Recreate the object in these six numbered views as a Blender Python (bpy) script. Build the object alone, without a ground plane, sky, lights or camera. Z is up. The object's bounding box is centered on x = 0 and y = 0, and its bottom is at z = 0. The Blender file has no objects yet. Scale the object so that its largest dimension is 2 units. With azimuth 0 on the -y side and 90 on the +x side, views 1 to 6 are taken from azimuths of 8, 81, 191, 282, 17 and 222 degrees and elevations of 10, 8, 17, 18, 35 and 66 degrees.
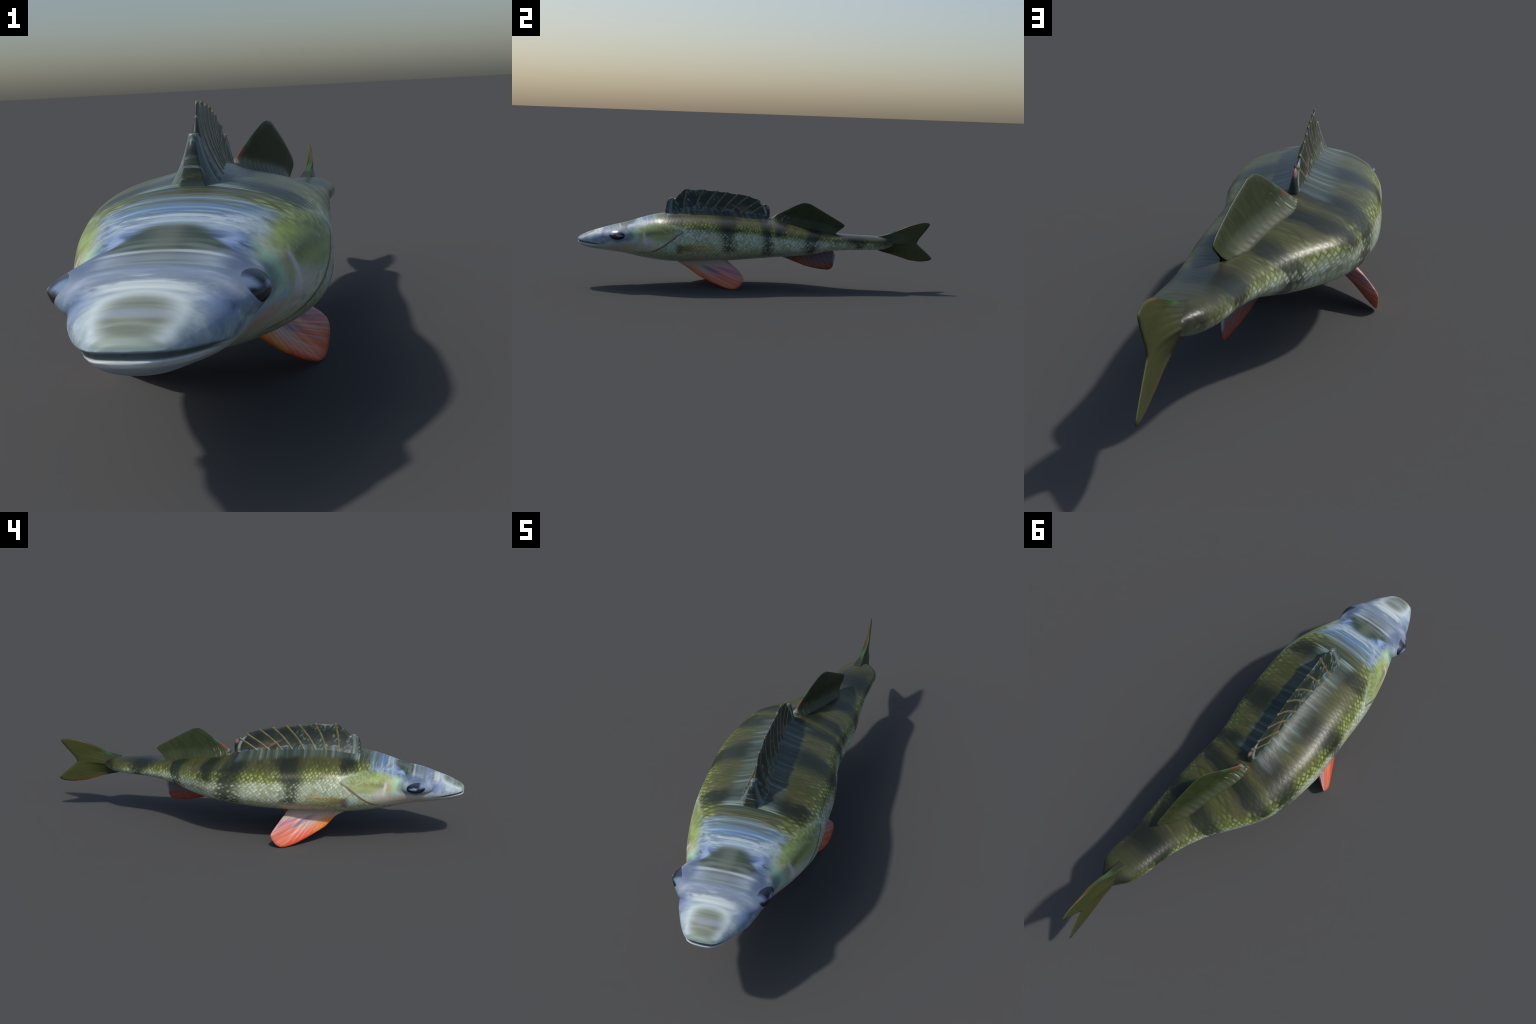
import bpy, bmesh, math, random
import numpy as np
from mathutils import Vector

random.seed(7)
SC = bpy.context.scene

# ---------------------------------------------------------------- helpers
def spline(x, y, xs):
    """Smooth interpolation (finite difference Hermite) through knots."""
    x = np.asarray(x, float); y = np.asarray(y, float)
    xs = np.clip(np.asarray(xs, float), x[0], x[-1])
    h = np.diff(x); d = np.diff(y) / h
    m = np.zeros(len(x))
    m[1:-1] = (h[1:] * d[:-1] + h[:-1] * d[1:]) / (h[1:] + h[:-1])
    m[0] = d[0]; m[-1] = d[-1]
    i = np.clip(np.searchsorted(x, xs) - 1, 0, len(x) - 2)
    t = (xs - x[i]) / h[i]
    return ((2*t**3 - 3*t**2 + 1) * y[i] + (t**3 - 2*t**2 + t) * h[i] * m[i]
            + (-2*t**3 + 3*t**2) * y[i+1] + (t**3 - t**2) * h[i] * m[i+1])

def sstep(a, b, x):
    t = np.clip((x - a) / (b - a), 0, 1)
    return t * t * (3 - 2 * t)

def polyline(pts, n):
    """n points evenly spaced along a polyline, with the fractions."""
    P = np.asarray(pts, float)
    L = np.r_[0, np.cumsum(np.linalg.norm(np.diff(P, axis=0), axis=1))]
    s = np.linspace(0, L[-1], n)
    return np.stack([np.interp(s, L, P[:, k]) for k in range(P.shape[1])], 1), s / L[-1]

def smooth_poly(P, times=2):
    P = np.array(P, float)
    for _ in range(times):
        Q = P.copy()
        Q[1:-1] = 0.25 * P[:-2] + 0.5 * P[1:-1] + 0.25 * P[2:]
        P = Q
    return P

# ---------------------------------------------------------------- body profiles (y = along the fish, head at -y)
# spine offset sideways: a gentle S bend
CXY = [-1.0, -.88, -.76, -.62, -.48, -.33, -.18, -.03, .12, .27, .42, .56, .68, .80, .90, 1.0]
CXV = [.024, .026, .023, .019, .016, .006, -.006, -.019, -.008, .032, .066, .084, .093, .099, .090, .078]
# half width
WY = [-1.0, -.998, -.993, -.98, -.96, -.92, -.88, -.82, -.76, -.62, -.48, -.33, -.18, -.03, .12, .27, .42, .50, .56, .62, .665, .70, .725, .745, .77, .80]
WV = [.010, .027, .042, .056, .070, .093, .112, .126, .135, .180, .212, .223, .228, .217, .198, .156, .110, .094, .088, .085, .083, .071, .052, .034, .018, .005]
# back line and belly line
TY = [-1.0, -.997, -.99, -.96, -.88, -.82, -.76, -.69, -.62, -.55, -.48, -.33, -.18, -.03, .12, .27, .42, .56, .66, .71, .745, .80]
TV = [.2465, .2535, .2605, .277, .3045, .3205, .3360, .3565, .3780, .3925, .3980, .4010, .3930, .3790, .3590, .3330, .3065, .2985, .2955, .289, .277, .2585]
BY = [-1.0, -.997, -.99, -.96, -.88, -.76, -.62, -.48, -.33, -.18, -.03, .12, .27, .42, .56, .66, .71, .745, .80]
BV = [.2390, .2300, .2215, .207, .193, .176, .147, .133, .136, .137, .147, .161, .175, .207, .2165, .219, .225, .236, .2565]
# fullness of the cross-section above and below its middle
EY = [-1.0, -.80, -.62, -.48, -.35, -.10, .12, .30, .80]
EV = [2.2, 2.2, 2.15, 2.5, 2.95, 2.95, 2.65, 2.3, 2.2]
EXPO = 2.2
expo = lambda y: np.interp(y, EY, EV)

def flank(y, side):
    """the bent body is fuller on the outside of each bend"""
    y = np.asarray(y, float)
    r = .013 * np.exp(-((y + .52) / .17) ** 2) - .008 * np.exp(-((y - .00) / .12) ** 2)
    l = -.007 * np.exp(-((y + .03) / .10) ** 2) - .006 * np.exp(-((y + .26) / .12) ** 2) + .005 * np.exp(-((y - .24) / .07) ** 2) - .010 * np.exp(-((y - .68) / .05) ** 2)
    return np.where(np.asarray(side) > 0, r, l)

def upper_fill(y, side):
    """extra fullness of the upper flank on the outside of the rear bend"""
    return np.where(np.asarray(side) < 0, .027 * np.exp(-((y - .205) / .085) ** 2), 0.0)

EXPO = 2.2

cx = lambda y: spline(CXY, CXV, y)
wd = lambda y: spline(WY, WV, y)
zt = lambda y: spline(TY, TV, y)
zb = lambda y: spline(BY, BV, y)

EYE_Y, EYE_Z, EYE_RY, EYE_RZ, EYE_TILT = -.788, .283, .046, .0255, -.03

def eye_bulge(y, z, side=1):
    dy = (y + .787); dz = z - .284
    rz = np.where(dz > 0, .072, .038)
    ry = np.where(dy > 0, .066, .085)
    r = np.sqrt((dy / ry) ** 2 + (dz / rz) ** 2)
    k = np.clip(1 - r, 0, 1)
    return np.where(np.asarray(side) > 0, .028, .048) * k ** .92 * (1.15 - .25 * k)

MOUTH_Y = [-1.02, -1.0, -.96, -.91, -.86]
MOUTH_Z = [.2415, .2405, .2355, .2310, .2280]

def mouth_cut(y, z):
    zm = np.interp(y, MOUTH_Y, MOUTH_Z)
    open_ = .0046 * sstep(-.862, -.93, y) + .0006
    prof = np.exp(-((z - zm) / open_) ** 4)
    return prof * .0055 * sstep(-.858, -.90, y)

def side_x(y, z, side=1):
    """half width of the body surface at (y, z), without the cut"""
    a = .5 * (zt(y) + zb(y)); h = .5 * (zt(y) - zb(y))
    e = np.where(z > a, expo(y), EXPO)
    q = np.clip(1 - np.abs((z - a) / h) ** e, 0, 1) ** (1 / EXPO)
    return (wd(y) + flank(y, side) + upper_fill(y, side) * sstep(-.3, .5, (z - a) / h)) * q + eye_bulge(y, z, side) * sstep(0, .6, q)

def build_body():
    ys = np.r_[-1 + .14 * np.linspace(0, 1, 70) ** 1.35, np.linspace(-.86, -.68, 66)[1:],
               np.linspace(-.68, .60, 170)[1:], np.linspace(.60, .80, 60)[1:]]
    NT = 176
    th = np.linspace(0, 2 * np.pi, NT, endpoint=False)
    c, s = np.cos(th), np.sin(th)
    verts = []
    for y in ys:
        w, a, h, x0 = wd(y), .5 * (zt(y) + zb(y)), .5 * (zt(y) - zb(y)), cx(y)
        q = np.abs(c) ** (2 / EXPO)
        X = np.sign(c) * (w + flank(np.full(NT, y), c) + upper_fill(np.full(NT, y), c) * sstep(-.3, .5, s)) * q
        low_e = EXPO + .35 * float(sstep(-.60, -.45, y) * sstep(.30, .15, y)) - .35 * float(sstep(-.55, -.75, y)) - .12 * float(sstep(.02, .20, y) * sstep(.60, .45, y))
        Z = a + h * np.sign(s) * np.abs(s) ** (2 / np.where(s > 0, expo(y), low_e))
        # the back rises to the foot of the spiny fin
        Z = Z + (s > 0) * .019 * np.exp(-(X / .050) ** 2) * sstep(-.56, -.40, y) * sstep(.16, .02, y)
        yy = np.full(NT, y)
        X = X + np.sign(c) * eye_bulge(yy, Z, c) * sstep(0, .6, q)
        cut = mouth_cut(yy, Z)
        X = X * (1 - np.clip(cut / (np.abs(X) + .012), 0, .6))
        # lower jaw a little narrower than the upper
        low = sstep(.003, -.003, Z - np.interp(y, MOUTH_Y, MOUTH_Z)) * sstep(-.84, -.93, y)
        X = X * (1 - .05 * low)
        Y = yy + cut * sstep(-.95, -.995, y) * 1.1
        verts.append(np.stack([X + x0, Y, Z], 1))
    V = np.concatenate(verts)
    nR = len(ys)
    faces = []
    for i in range(nR - 1):
        for j in range(NT):
            k = (j + 1) % NT
            faces.append((i*NT + j, i*NT + k, (i+1)*NT + k, (i+1)*NT + j))
    # closing fans at snout and tail end
    tip = len(V); end = tip + 1
    V = np.vstack([V, [cx(-1.0), -.9910, .2430], [cx(.80), .802, .2575]])
    for j in range(NT):
        k = (j + 1) % NT
        faces.append((tip, k, j))
        faces.append((end, (nR-1)*NT + j, (nR-1)*NT + k))
    return V, faces

def gill_y(z):
    return np.interp(z, [.13, .19, .20, .222, .257, .293, .321, .36, .41],
                     [-.66, -.64, -.60, -.565, -.52, -.475, -.45, -.52, -.56])

# ---------------------------------------------------------------- object helpers
def link(me, name, parent):
    o = bpy.data.objects.new(name, me)
    SC.collection.objects.link(o)
    o.parent = parent
    return o

def make_mesh(name, V, F, smooth=True):
    me = bpy.data.meshes.new(name)
    me.from_pydata([tuple(map(float, v)) for v in V], [], [tuple(int(a) for a in f) for f in F])
    me.validate()
    if smooth:
        me.polygons.foreach_set("use_smooth", [True] * len(me.polygons))
    me.update()
    return me

# ---------------------------------------------------------------- node expression helper
class N:
    """wraps a float socket so that masks can be written as formulas"""
    tree = None
    def __init__(s, sock): s.s = sock
    def _m(a, op, b=None, c=None, clamp=False):
        n = N.tree.nodes.new("ShaderNodeMath"); n.operation = op; n.use_clamp = clamp
        for i, v in enumerate((a, b, c)):
            if v is None: continue
            if isinstance(v, N): N.tree.links.new(v.s, n.inputs[i])
            else: n.inputs[i].default_value = v
        return N(n.outputs[0])
    def __add__(a, b): return a._m('ADD', b)
    __radd__ = __add__
    def __sub__(a, b): return a._m('SUBTRACT', b)
    def __rsub__(a, b): return N._m(b, 'SUBTRACT', a)
    def __mul__(a, b): return a._m('MULTIPLY', b)
    __rmul__ = __mul__
    def __truediv__(a, b): return a._m('DIVIDE', b)
    def __neg__(a): return a._m('MULTIPLY', -1.0)
    def pow(a, b): return a._m('POWER', b)
    def abs(a): return a._m('ABSOLUTE')
    def floor(a): return a._m('FLOOR')
    def sqrt(a): return a._m('SQRT')
    def max(a, b): return a._m('MAXIMUM', b)
    def min(a, b): return a._m('MINIMUM', b)
    def sin(a): return a._m('SINE')
    def clamp(a): return a._m('ADD', 0.0, clamp=True)
    def inv(a): return 1.0 - a
    def atan2(a, b): return a._m('ARCTAN2', b)
    def step(a, lo, hi):
        """smooth step, lo may exceed hi"""
        n = N.tree.nodes.new("ShaderNodeMapRange"); n.interpolation_type = 'SMOOTHSTEP'
        N.tree.links.new(a.s, n.inputs[0])
        if lo < hi:
            n.inputs[1].default_value, n.inputs[2].default_value = lo, hi
            n.inputs[3].default_value, n.inputs[4].default_value = 0, 1
        else:
            n.inputs[1].default_value, n.inputs[2].default_value = hi, lo
            n.inputs[3].default_value, n.inputs[4].default_value = 1, 0
        return N(n.outputs[0])
    def curve(a, xs, ys):
        """piecewise curve of a, knots given in real units"""
        lo, hi = min(ys), max(ys)
        span = (hi - lo) or 1.0
        x0, x1 = xs[0], xs[-1]
        t = ((a - x0) / (x1 - x0)).clamp()
        n = N.tree.nodes.new("ShaderNodeFloatCurve")
        cu = n.mapping.curves[0]
        P = [((x - x0) / (x1 - x0), (y - lo) / span) for x, y in zip(xs, ys)]
        cu.points[0].location = P[0]; cu.points[1].location = P[-1]
        for p in P[1:-1]: cu.points.new(*p)
        n.mapping.update()
        N.tree.links.new(t.s, n.inputs[1])
        return N(n.outputs[0]) * span + lo

def vec(x, y, z=0.0):
    n = N.tree.nodes.new("ShaderNodeCombineXYZ")
    for i, v in enumerate((x, y, z)):
        if isinstance(v, N): N.tree.links.new(v.s, n.inputs[i])
        else: n.inputs[i].default_value = v
    return n.outputs[0]

def noise(v, scale=1.0, detail=3, rough=.55, color=False, dist=0.0):
    n = N.tree.nodes.new("ShaderNodeTexNoise"); n.noise_dimensions = '3D'
    N.tree.links.new(v, n.inputs["Vector"])
    n.inputs["Scale"].default_value = scale; n.inputs["Detail"].default_value = detail
    n.inputs["Roughness"].default_value = rough; n.inputs["Distortion"].default_value = dist
    return N(n.outputs["Fac"])

def lin(h):
    h = h.lstrip('#')
    f = lambda c: c / 12.92 if c <= .04045 else ((c + .055) / 1.055) ** 2.4
    return tuple(f(int(h[i:i+2], 16) / 255) for i in (0, 2, 4)) + (1.0,)

class Col:
    def __init__(s, sock): s.s = sock
    def over(s, fac, col):
        """lay col (hex or Col) over s with mask fac"""
        n = N.tree.nodes.new("ShaderNodeMix"); n.data_type = 'RGBA'; n.clamp_factor = True
        if isinstance(fac, N): N.tree.links.new(fac.s, n.inputs[0])
        else: n.inputs[0].default_value = fac
        N.tree.links.new(s.s, n.inputs[6])
        if isinstance(col, Col): N.tree.links.new(col.s, n.inputs[7])
        else: n.inputs[7].default_value = lin(col)
        return Col(n.outputs[2])
    def times(s, f):
        n = N.tree.nodes.new("ShaderNodeVectorMath"); n.operation = 'SCALE'
        N.tree.links.new(s.s, n.inputs[0])
        if isinstance(f, N): N.tree.links.new(f.s, n.inputs[3])
        else: n.inputs[3].default_value = f
        return Col(n.outputs[0])

def rgb(h):
    n = N.tree.nodes.new("ShaderNodeRGB"); n.outputs[0].default_value = lin(h)
    return Col(n.outputs[0])

def new_mat(name, rough=.45, spec=.5):
    m = bpy.data.materials.new(name); m.use_nodes = True
    N.tree = m.node_tree
    b = m.node_tree.nodes["Principled BSDF"]
    b.inputs["Roughness"].default_value = rough
    b.inputs["Specular IOR Level"].default_value = spec
    tc = m.node_tree.nodes.new("ShaderNodeTexCoord")
    sp = m.node_tree.nodes.new("ShaderNodeSeparateXYZ")
    m.node_tree.links.new(tc.outputs["Object"], sp.inputs[0])
    return m, b, N(sp.outputs[0]), N(sp.outputs[1]), N(sp.outputs[2])

def finish(m, b, col, bump=None, dist=.002, strength=.5, rough=None):
    t = m.node_tree
    t.links.new(col.s, b.inputs["Base Color"])
    if bump is not None:
        n = t.nodes.new("ShaderNodeBump")
        n.inputs["Strength"].default_value = strength; n.inputs["Distance"].default_value = dist
        t.links.new(bump.s, n.inputs["Height"]); t.links.new(n.outputs[0], b.inputs["Normal"])
    if rough is not None: t.links.new(rough.s, b.inputs["Roughness"])
    return m

def ell(S, Z, sc, zc, rs, rz, tilt=0.0, soft=.35):
    """soft elliptical spot"""
    a = S - sc; c = Z - zc
    ca, sa = math.cos(tilt), math.sin(tilt)
    u = (a * ca + c * sa) / rs; v = (c * ca - a * sa) / rz
    r = (u * u + v * v).sqrt()
    return r.step(1 + soft, max(1 - soft, 0.0))

def along(S, Z, zs, ys, width, soft=.5):
    """band around a line s = f(z)"""
    d = (S - Z.curve(zs, ys)).abs()
    return d.step(width * (1 + soft), width * (1 - soft))

# ---------------------------------------------------------------- skin
def skin_material():
    m, b, X, Y, Z = new_mat("perch_skin", rough=.40, spec=.25)
    slope_y = [-1, -.7, -.45, -.30, -.15, -.03, .05, .15, .30, .45, .6, .8]
    slope_v = [0, -.02, -.04, -.08, -.09, -.03, .10, .22, .26, .14, .06, 0]
    C = Y.curve(CXY, CXV)
    S = Y + (X - C) * Y.curve(slope_y, slope_v)     # position along the straightened fish
    P = vec(X * .05, S, Z)                           # side projection: features run across the back
    n_big = noise(P, 9, 3) - .5
    n_mid = noise(P, 28, 4) - .5
    n_fine = noise(P, 95, 4, .6) - .5
    Sw = S + n_mid * .020
    Zw = Z + n_big * .030 + n_mid * .014
    # --- scale lattice: rotated diamond cells
    ls, lz = .0190, .0196
    n2 = noise(P, 22, 2) - .5
    u = (S + Z * .25) / ls + n2 * .6 + n_fine * .25; v = Z / lz + n_mid * .6 + n_fine * .2
    lat = vec(u + v, u - v, 0.0)
    vf = N.tree.nodes.new("ShaderNodeTexVoronoi"); vf.voronoi_dimensions = '2D'; vf.feature = 'F1'
    N.tree.links.new(lat, vf.inputs["Vector"])
    vf.inputs["Scale"].default_value = 1.0; vf.inputs["Randomness"].default_value = .28; vf.distance = "CHEBYCHEV"
    sp = N.tree.nodes.new("ShaderNodeSeparateColor"); N.tree.links.new(vf.outputs["Color"], sp.inputs[0])
    cell = N(sp.outputs[0]); cell2 = N(sp.outputs[1])
    dist = N(vf.outputs["Distance"])
    core = dist.step(.48, .14)                       # 1 in the middle of a scale
    outline = dist.step(.34, .54)
    # --- ground colours by height
    sy = [-.6, -.45, -.28, -.05, .10, .30, .50, .70]
    z_ol = S.curve(sy, [.345, .336, .314, .298, .286, .272, .260, .252])
    z_dk = S.curve(sy, [.385, .374, .364, .346, .330, .304, .284, .268])
    z_bl = S.curve([-.6, -.40, -.05, .20, .45, .70], [.160, .150, .156, .176, .212, .222])
    up = Zw - z_ol
    f_olive = up.step(-.022, .020)
    f_dark = (Zw - z_dk).step(-.034, .018)
    f_belly = (Z + n_mid * .012 - z_bl).step(.014, -.008)
    f_low = up.step(-.055, -.105)                    # lower flank, more olive between the scales
    pale = rgb('#bfcaa8').over((n_big * 2.6 + .5).clamp() * .5, '#b0c0c0')
    pale = pale.over(core * cell.step(.35, .95) * .85, '#e3ece6')
    pale = pale.over((outline * (.50 + n_big * 1.2) + (1.0 - cell).step(.7, 1.0) * .35).min(.8), '#848a50')
    pale = pale.over(f_low * .62, rgb('#a9b180').over(core * .7, '#bfcdb4').over(outline * .5, '#868a4a'))
    olive = rgb('#626a2c').over(core * cell.step(.05, .75) * .80, '#aebb74').over(outline * .60, '#424b20')
    olive = olive.over(n_fine.step(.02, .12) * .3, '#869043')
    dark = rgb('#444826').over((n_mid * 3.0 + .5).clamp() * .6, '#53532f').over(outline * .30, '#272c1e')
    dark = dark.over(core * cell.step(.4, 1.0) * .35, '#646a38').over(n_big.step(.0, .12) * .40, '#55503a')
    dark = dark.over(S.step(.33, .52) * .75, '#34342a')
    col = pale.over(f_olive, olive).over(f_dark, dark)
    col = col.over(f_belly, '#b9c1bf')
    # --- dark cross bars, broken up by the scales
    Sb = S + n_mid * .026 + n_fine * .012 + (cell - .5) * .012; Zb = Z + n_mid * .02 + (cell2 - .5) * .012
    def bar(zs, ss, hw, z0, z1):
        d = (Sb - Zb.curve(zs, ss)).abs()
        w = Zb.curve(zs, hw) * 1.06
        m_ = (d / w).step(1.65, .36)
        return m_ * Zb.step(z0 - .016, z0 + .016) * Zb.step(z1 + .02, z1)
    bars = bar([.2, .34, .42], [-.475, -.478, -.485], [.03, .034, .042], .350, .46)
    bars = bars.max(bar([.2, .235, .29, .33, .38, .42], [-.205, -.210, -.220, -.216, -.198, -.190], [.026, .032, .036, .048, .056, .060], .205, .46))
    bars = bars.max(bar([.18, .21, .29, .36, .42], [.037, .038, .040, .026, .015], [.030, .036, .034, .036, .040], .185, .46))
    bars = bars.max(bar([.2, .29, .33, .40], [.125, .124, .138, .160], [.020, .026, .036, .040], .285, .46))
    bars = bars.max(bar([.2, .22, .265, .31, .36], [.302, .304, .312, .328, .335], [.022, .026, .036, .042, .046], .195, .40))
    bars = bars.max(bar([.2, .25, .28, .31], [.556, .555, .542, .535], [.020, .028, .048, .052], .212, .40))
    low = (Zw - z_ol).step(.010, -.020)              # on the pale flank the bars are flecked
    col = col.over(bars * (1.0 - low * core * cell.step(.2, .7) * .60) * (.88 - low * .04), rgb('#1d241d').over(low * .6, '#36402f'))
    col = col.over(bars * low * core * cell2.step(.60, .90) * .45, '#a3b8a6')
    # tail root: dark with olive sheen
    f_root = Sw.step(.605, .72)
    col = col.over(f_root * (.60 + f_olive * .35), rgb('#4a4f2c').over((Zw - .262).abs().step(.05, .01) * S.step(.66, .72), '#22261a'))
    col = col.over(S.step(.735, .785), '#43482a')
    # --- streaked strip along the foot of the spiny fin
    st = noise(vec(0.0, S * 1.0, Z * .04), 48, 3, .6)
    z_st = S.curve([-.60, -.53, -.44, -.30, -.16, -.02, .07], [.388, .386, .390, .391, .383, .366, .354])
    f_st = (Z + n_fine * .010 - z_st).step(-.008, .006) * S.step(-.552, -.535) * S.step(.07, -.02) * ((X - C).abs() + n_mid * .05).step(.112, .060)
    nb0 = noise(vec(X * .015, S, Z * .25), 85, 3, .6)
    streak = rgb('#3d4a46').over(st.step(.44, .60) * .8, '#5d6e69').over(st.step(.57, .70) * .5, '#8c9fa1').over(noise(vec(0.0, S, 3.0), 30, 2).step(.50, .62) * .65, '#474b40')
    col = col.over(f_st * (.72 + n_big * .6).clamp(), streak)
    col = col.over(S.step(-.60, -.57) * S.step(-.495, -.52) * Z.step(.378, .392) * nb0.step(.50, .62) * .75, '#9aaca2')
    col = col.over(ell(S, Z, -.538, .400, .013, .008, 0, .5) * .8, '#38432f')
    # --- folded side fin lying on the flank
    f_pec = ell(S, Z + n_fine * .012, -.365, .232, .125, .026, .06, .35)
    ray = noise(vec(0.0, S * 4.0, Z * 60.0 - S * 4.0), 3.2, 3)
    f_pec = f_pec * S.step(-.24, -.34)
    col = col.over(f_pec * .62, rgb('#93803a').over(ray.step(.40, .62), '#c3bd84'))
    col = col.over(f_pec * ell(S, Z, -.43, .226, .04, .016, 0, .6) * .6, '#6f5620')
    col = col.over(ell(Sw, Zw, -.470, .226, .022, .020, -.5, .5) * .65, '#5b4653')
    col = col.over(ell(Sw, Zw, -.462, .205, .016, .012, 0, .5) * .6, '#7c5760')
    col = col.over(ell(Sw, Zw, -.505, .228, .022, .022, 0, .6) * .55, '#a9d3cb')
    # ================= head
    gz = [.12, .19, .200, .222, .257, .293, .321, .345, .37, .41]
    gy = [-.72, -.665, -.605, -.568, -.523, -.480, -.452, -.500, -.585, -.575]
    g = S - Z.curve(gz, gy) + n_fine * .012
    nape_zone = Z.step(.330, .362)
    f_head = ((g + (noise(vec(X * .015, S, Z * .25), 62, 3, .6) - .5) * .20 * nape_zone) / (1.0 + nape_zone * 4.0)).step(.008, -.010)
    cheek = rgb('#c3ccc0').over((n_mid * 2.4 + .5).clamp() * .65, '#a9bdb8').over((n_fine * 3 + .4).clamp() * .22, '#b7b693')
    strk = noise(vec(X * .05, S * .55 + Z * .9, Z * 1.5 - S * .8), 60, 4, .65)
    head = cheek.over(strk.step(.48, .60) * .55, '#d4d9c6').over(strk.step(.46, .36) * .50, '#9aab9d')
    head = head.over(ell(S, Z, -.585, .245, .06, .03, .5, .8) * strk.step(.42, .54) * .75, '#d2d8ac')
    head = head.over(ell(S, Z, -.640, .225, .05, .03, .3, .8) * strk.step(.46, .58) * .5, '#d3c4bf')
    # green gold gill cover
    Sh = S + n_mid * .030; Zh = Z + n_mid * .018 + n_fine * .008
    grn = ell(Sh, Zh, -.575, .312, .105, .042, -.10, .4)
    head = head.over(grn * .80, rgb('#7f8a45').over((n_mid * 5 + n_fine * 3 + .4).clamp(), '#a3ac62').over(noise(P, 40, 3).step(.52, .66) * .75, '#6d7430'))
    head = head.over(ell(Sh, Zh, -.612, .330, .050, .014, .15, .5) * .50, '#8fb05c')
    head = head.over(ell(Sh, Zh, -.600, .296, .070, .010, .05, .5) * .55, '#6e6a2c')
    head = head.over(ell(Sh, Zh, -.565, .282, .075, .018, .1, .7) * .7, '#aab67e')
    head = head.over(ell(Sh, Zh, -.545, .345, .095, .022, -.20, .6) * .9, rgb('#71804f').over((n_fine * 5 + .4).clamp() * .8, '#97a56c'))
    head = head.over(ell(Sh, Zh, -.700, .295, .022, .040, .2, .5) * .7, '#9dc9a4')
    head = head.over(ell(Sh, Zh, -.668, .275, .014, .030, .1, .5) * .7, '#b0ac74')
    head = head.over(along(S + n_fine * .01, Z, [.23, .25, .277, .30, .32], [-.630, -.640, -.646, -.650, -.645], .006, .8) * Z.step(.236, .25) * Z.step(.315, .295) * .75, '#ddd6d8')
    head = head.over(ell(Sh, Zh, -.625, .255, .03, .02, .1, .7) * .5, '#ddcfcf')
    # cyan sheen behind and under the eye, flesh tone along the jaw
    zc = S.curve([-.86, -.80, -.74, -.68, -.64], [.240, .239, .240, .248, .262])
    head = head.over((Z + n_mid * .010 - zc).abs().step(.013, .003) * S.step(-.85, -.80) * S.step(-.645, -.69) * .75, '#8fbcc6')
    head = head.over(ell(Sh, Zh, -.755, .222, .10, .017, .12, .5) * .72, '#c9a991')
    head = head.over(ell(Sh, Zh, -.66, .200, .10, .016, .1, .5) * .55, '#c8c193')
    # upper head: blue grey, glossy and streaky
    zu = S.curve([-1.0, -.93, -.86, -.80, -.74, -.68, -.62, -.57, -.53], [.232, .232, .236, .268, .306, .328, .345, .356, .370])
    f_up = (Z + n_mid * .024 - zu).step(-.010, .014)
    Pq = vec(X * .05 + n_mid * .02, S + n_mid * .012, Z * 1.0 + n_big * .02)
    ups = rgb('#74899a').over(noise(Pq, 21, 4, .6).step(.44, .60) * .9, '#5672a2')
    ups = ups.over(noise(vec(X * .04, S + n_mid * .01, Z + 7.0), 27, 4, .6).step(.50, .62) * .70, '#a6b9c3')
    ups = ups.over(noise(vec(X * .04, S + n_mid * .01, Z + 3.0), 33, 4, .6).step(.53, .65) * .85, '#3a4f70')
    ups = ups.over(noise(vec(X * .03, S, Z * .5 + 5.0), 120, 3).step(.52, .70) * .40, '#b9c8cf')
    head = head.over(f_up, ups)
    # paler muzzle
    muz = S.step(-.820, -.850) * (Z - S.curve([-1.0, -.93, -.86, -.80], [.236, .234, .240, .262])).step(-.006, .012)
    mz = rgb('#9fafb7').over(noise(vec(X * .06, S, Z + 11.0), 34, 4, .6).step(.44, .62) * .8, '#bccbd0')
    mz = mz.over(noise(vec(X * .06, S, Z + 15.0), 26, 4, .6).step(.54, .66) * .6, '#8093ad')
    head = head.over(muz * .80, mz)
    head = head.over((Sh.step(-.900, -.885) * Sh.step(-.828, -.850) * Zh.step(.284, .300)) * .85, rgb('#cfdad8').over(noise(vec(X * .05, S, Z + 21.0), 45, 3).step(.48, .62) * .5, '#b0bec4'))
    head = head.over(ell(Sh, Zh, -.880, .275, .030, .016, .25, .6) * .65, '#6a80ae')
    head = head.over(ell(Sh, Zh, -.840, .292, .028, .024, .3, .6) * .70, '#566888')
    head = head.over(ell(Sh, Zh, -.775, .318, .060, .007, .30, .6) * .5, '#8297bd')
    blot = noise(vec(X * .16, S, Z * 1.3 + 2.0), 26, 4, .6)
    head = head.over(f_up * blot.step(.52, .62) * S.step(-.895, -.86) * .55, '#4f6484').over(f_up * blot.step(.44, .36) * .40, '#c0cfd4')
    # nape: pale blue with bars running across
    nb = noise(vec(X * .015, S, Z * .25), 60, 3, .6)
    nape = rgb('#5f7ea4').over(nb.step(.48, .64), '#8fa8b2').over(noise(vec(X * .01, S, Z * .1 + 4.0), 42, 2).step(.52, .62) * .75, '#5a6b58')
    f_nape = Sw.step(-.662, -.640) * (Zw - S.curve([-.66, -.62, -.55], [.362, .358, .372])).step(-.008, .012)
    head = head.over(f_nape * .9, nape)
    # bright ripples behind the skull patch
    head = head.over(ell(Sh, Zh, -.655, .360, .020, .010, .2, .6) * n_fine.step(-.02, .06) * .6, '#b7c6d2')
    head = head.over(ell(Sh, Zh, -.715, .338, .024, .007, .1, .6) * .75, '#94a8cc')
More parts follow.
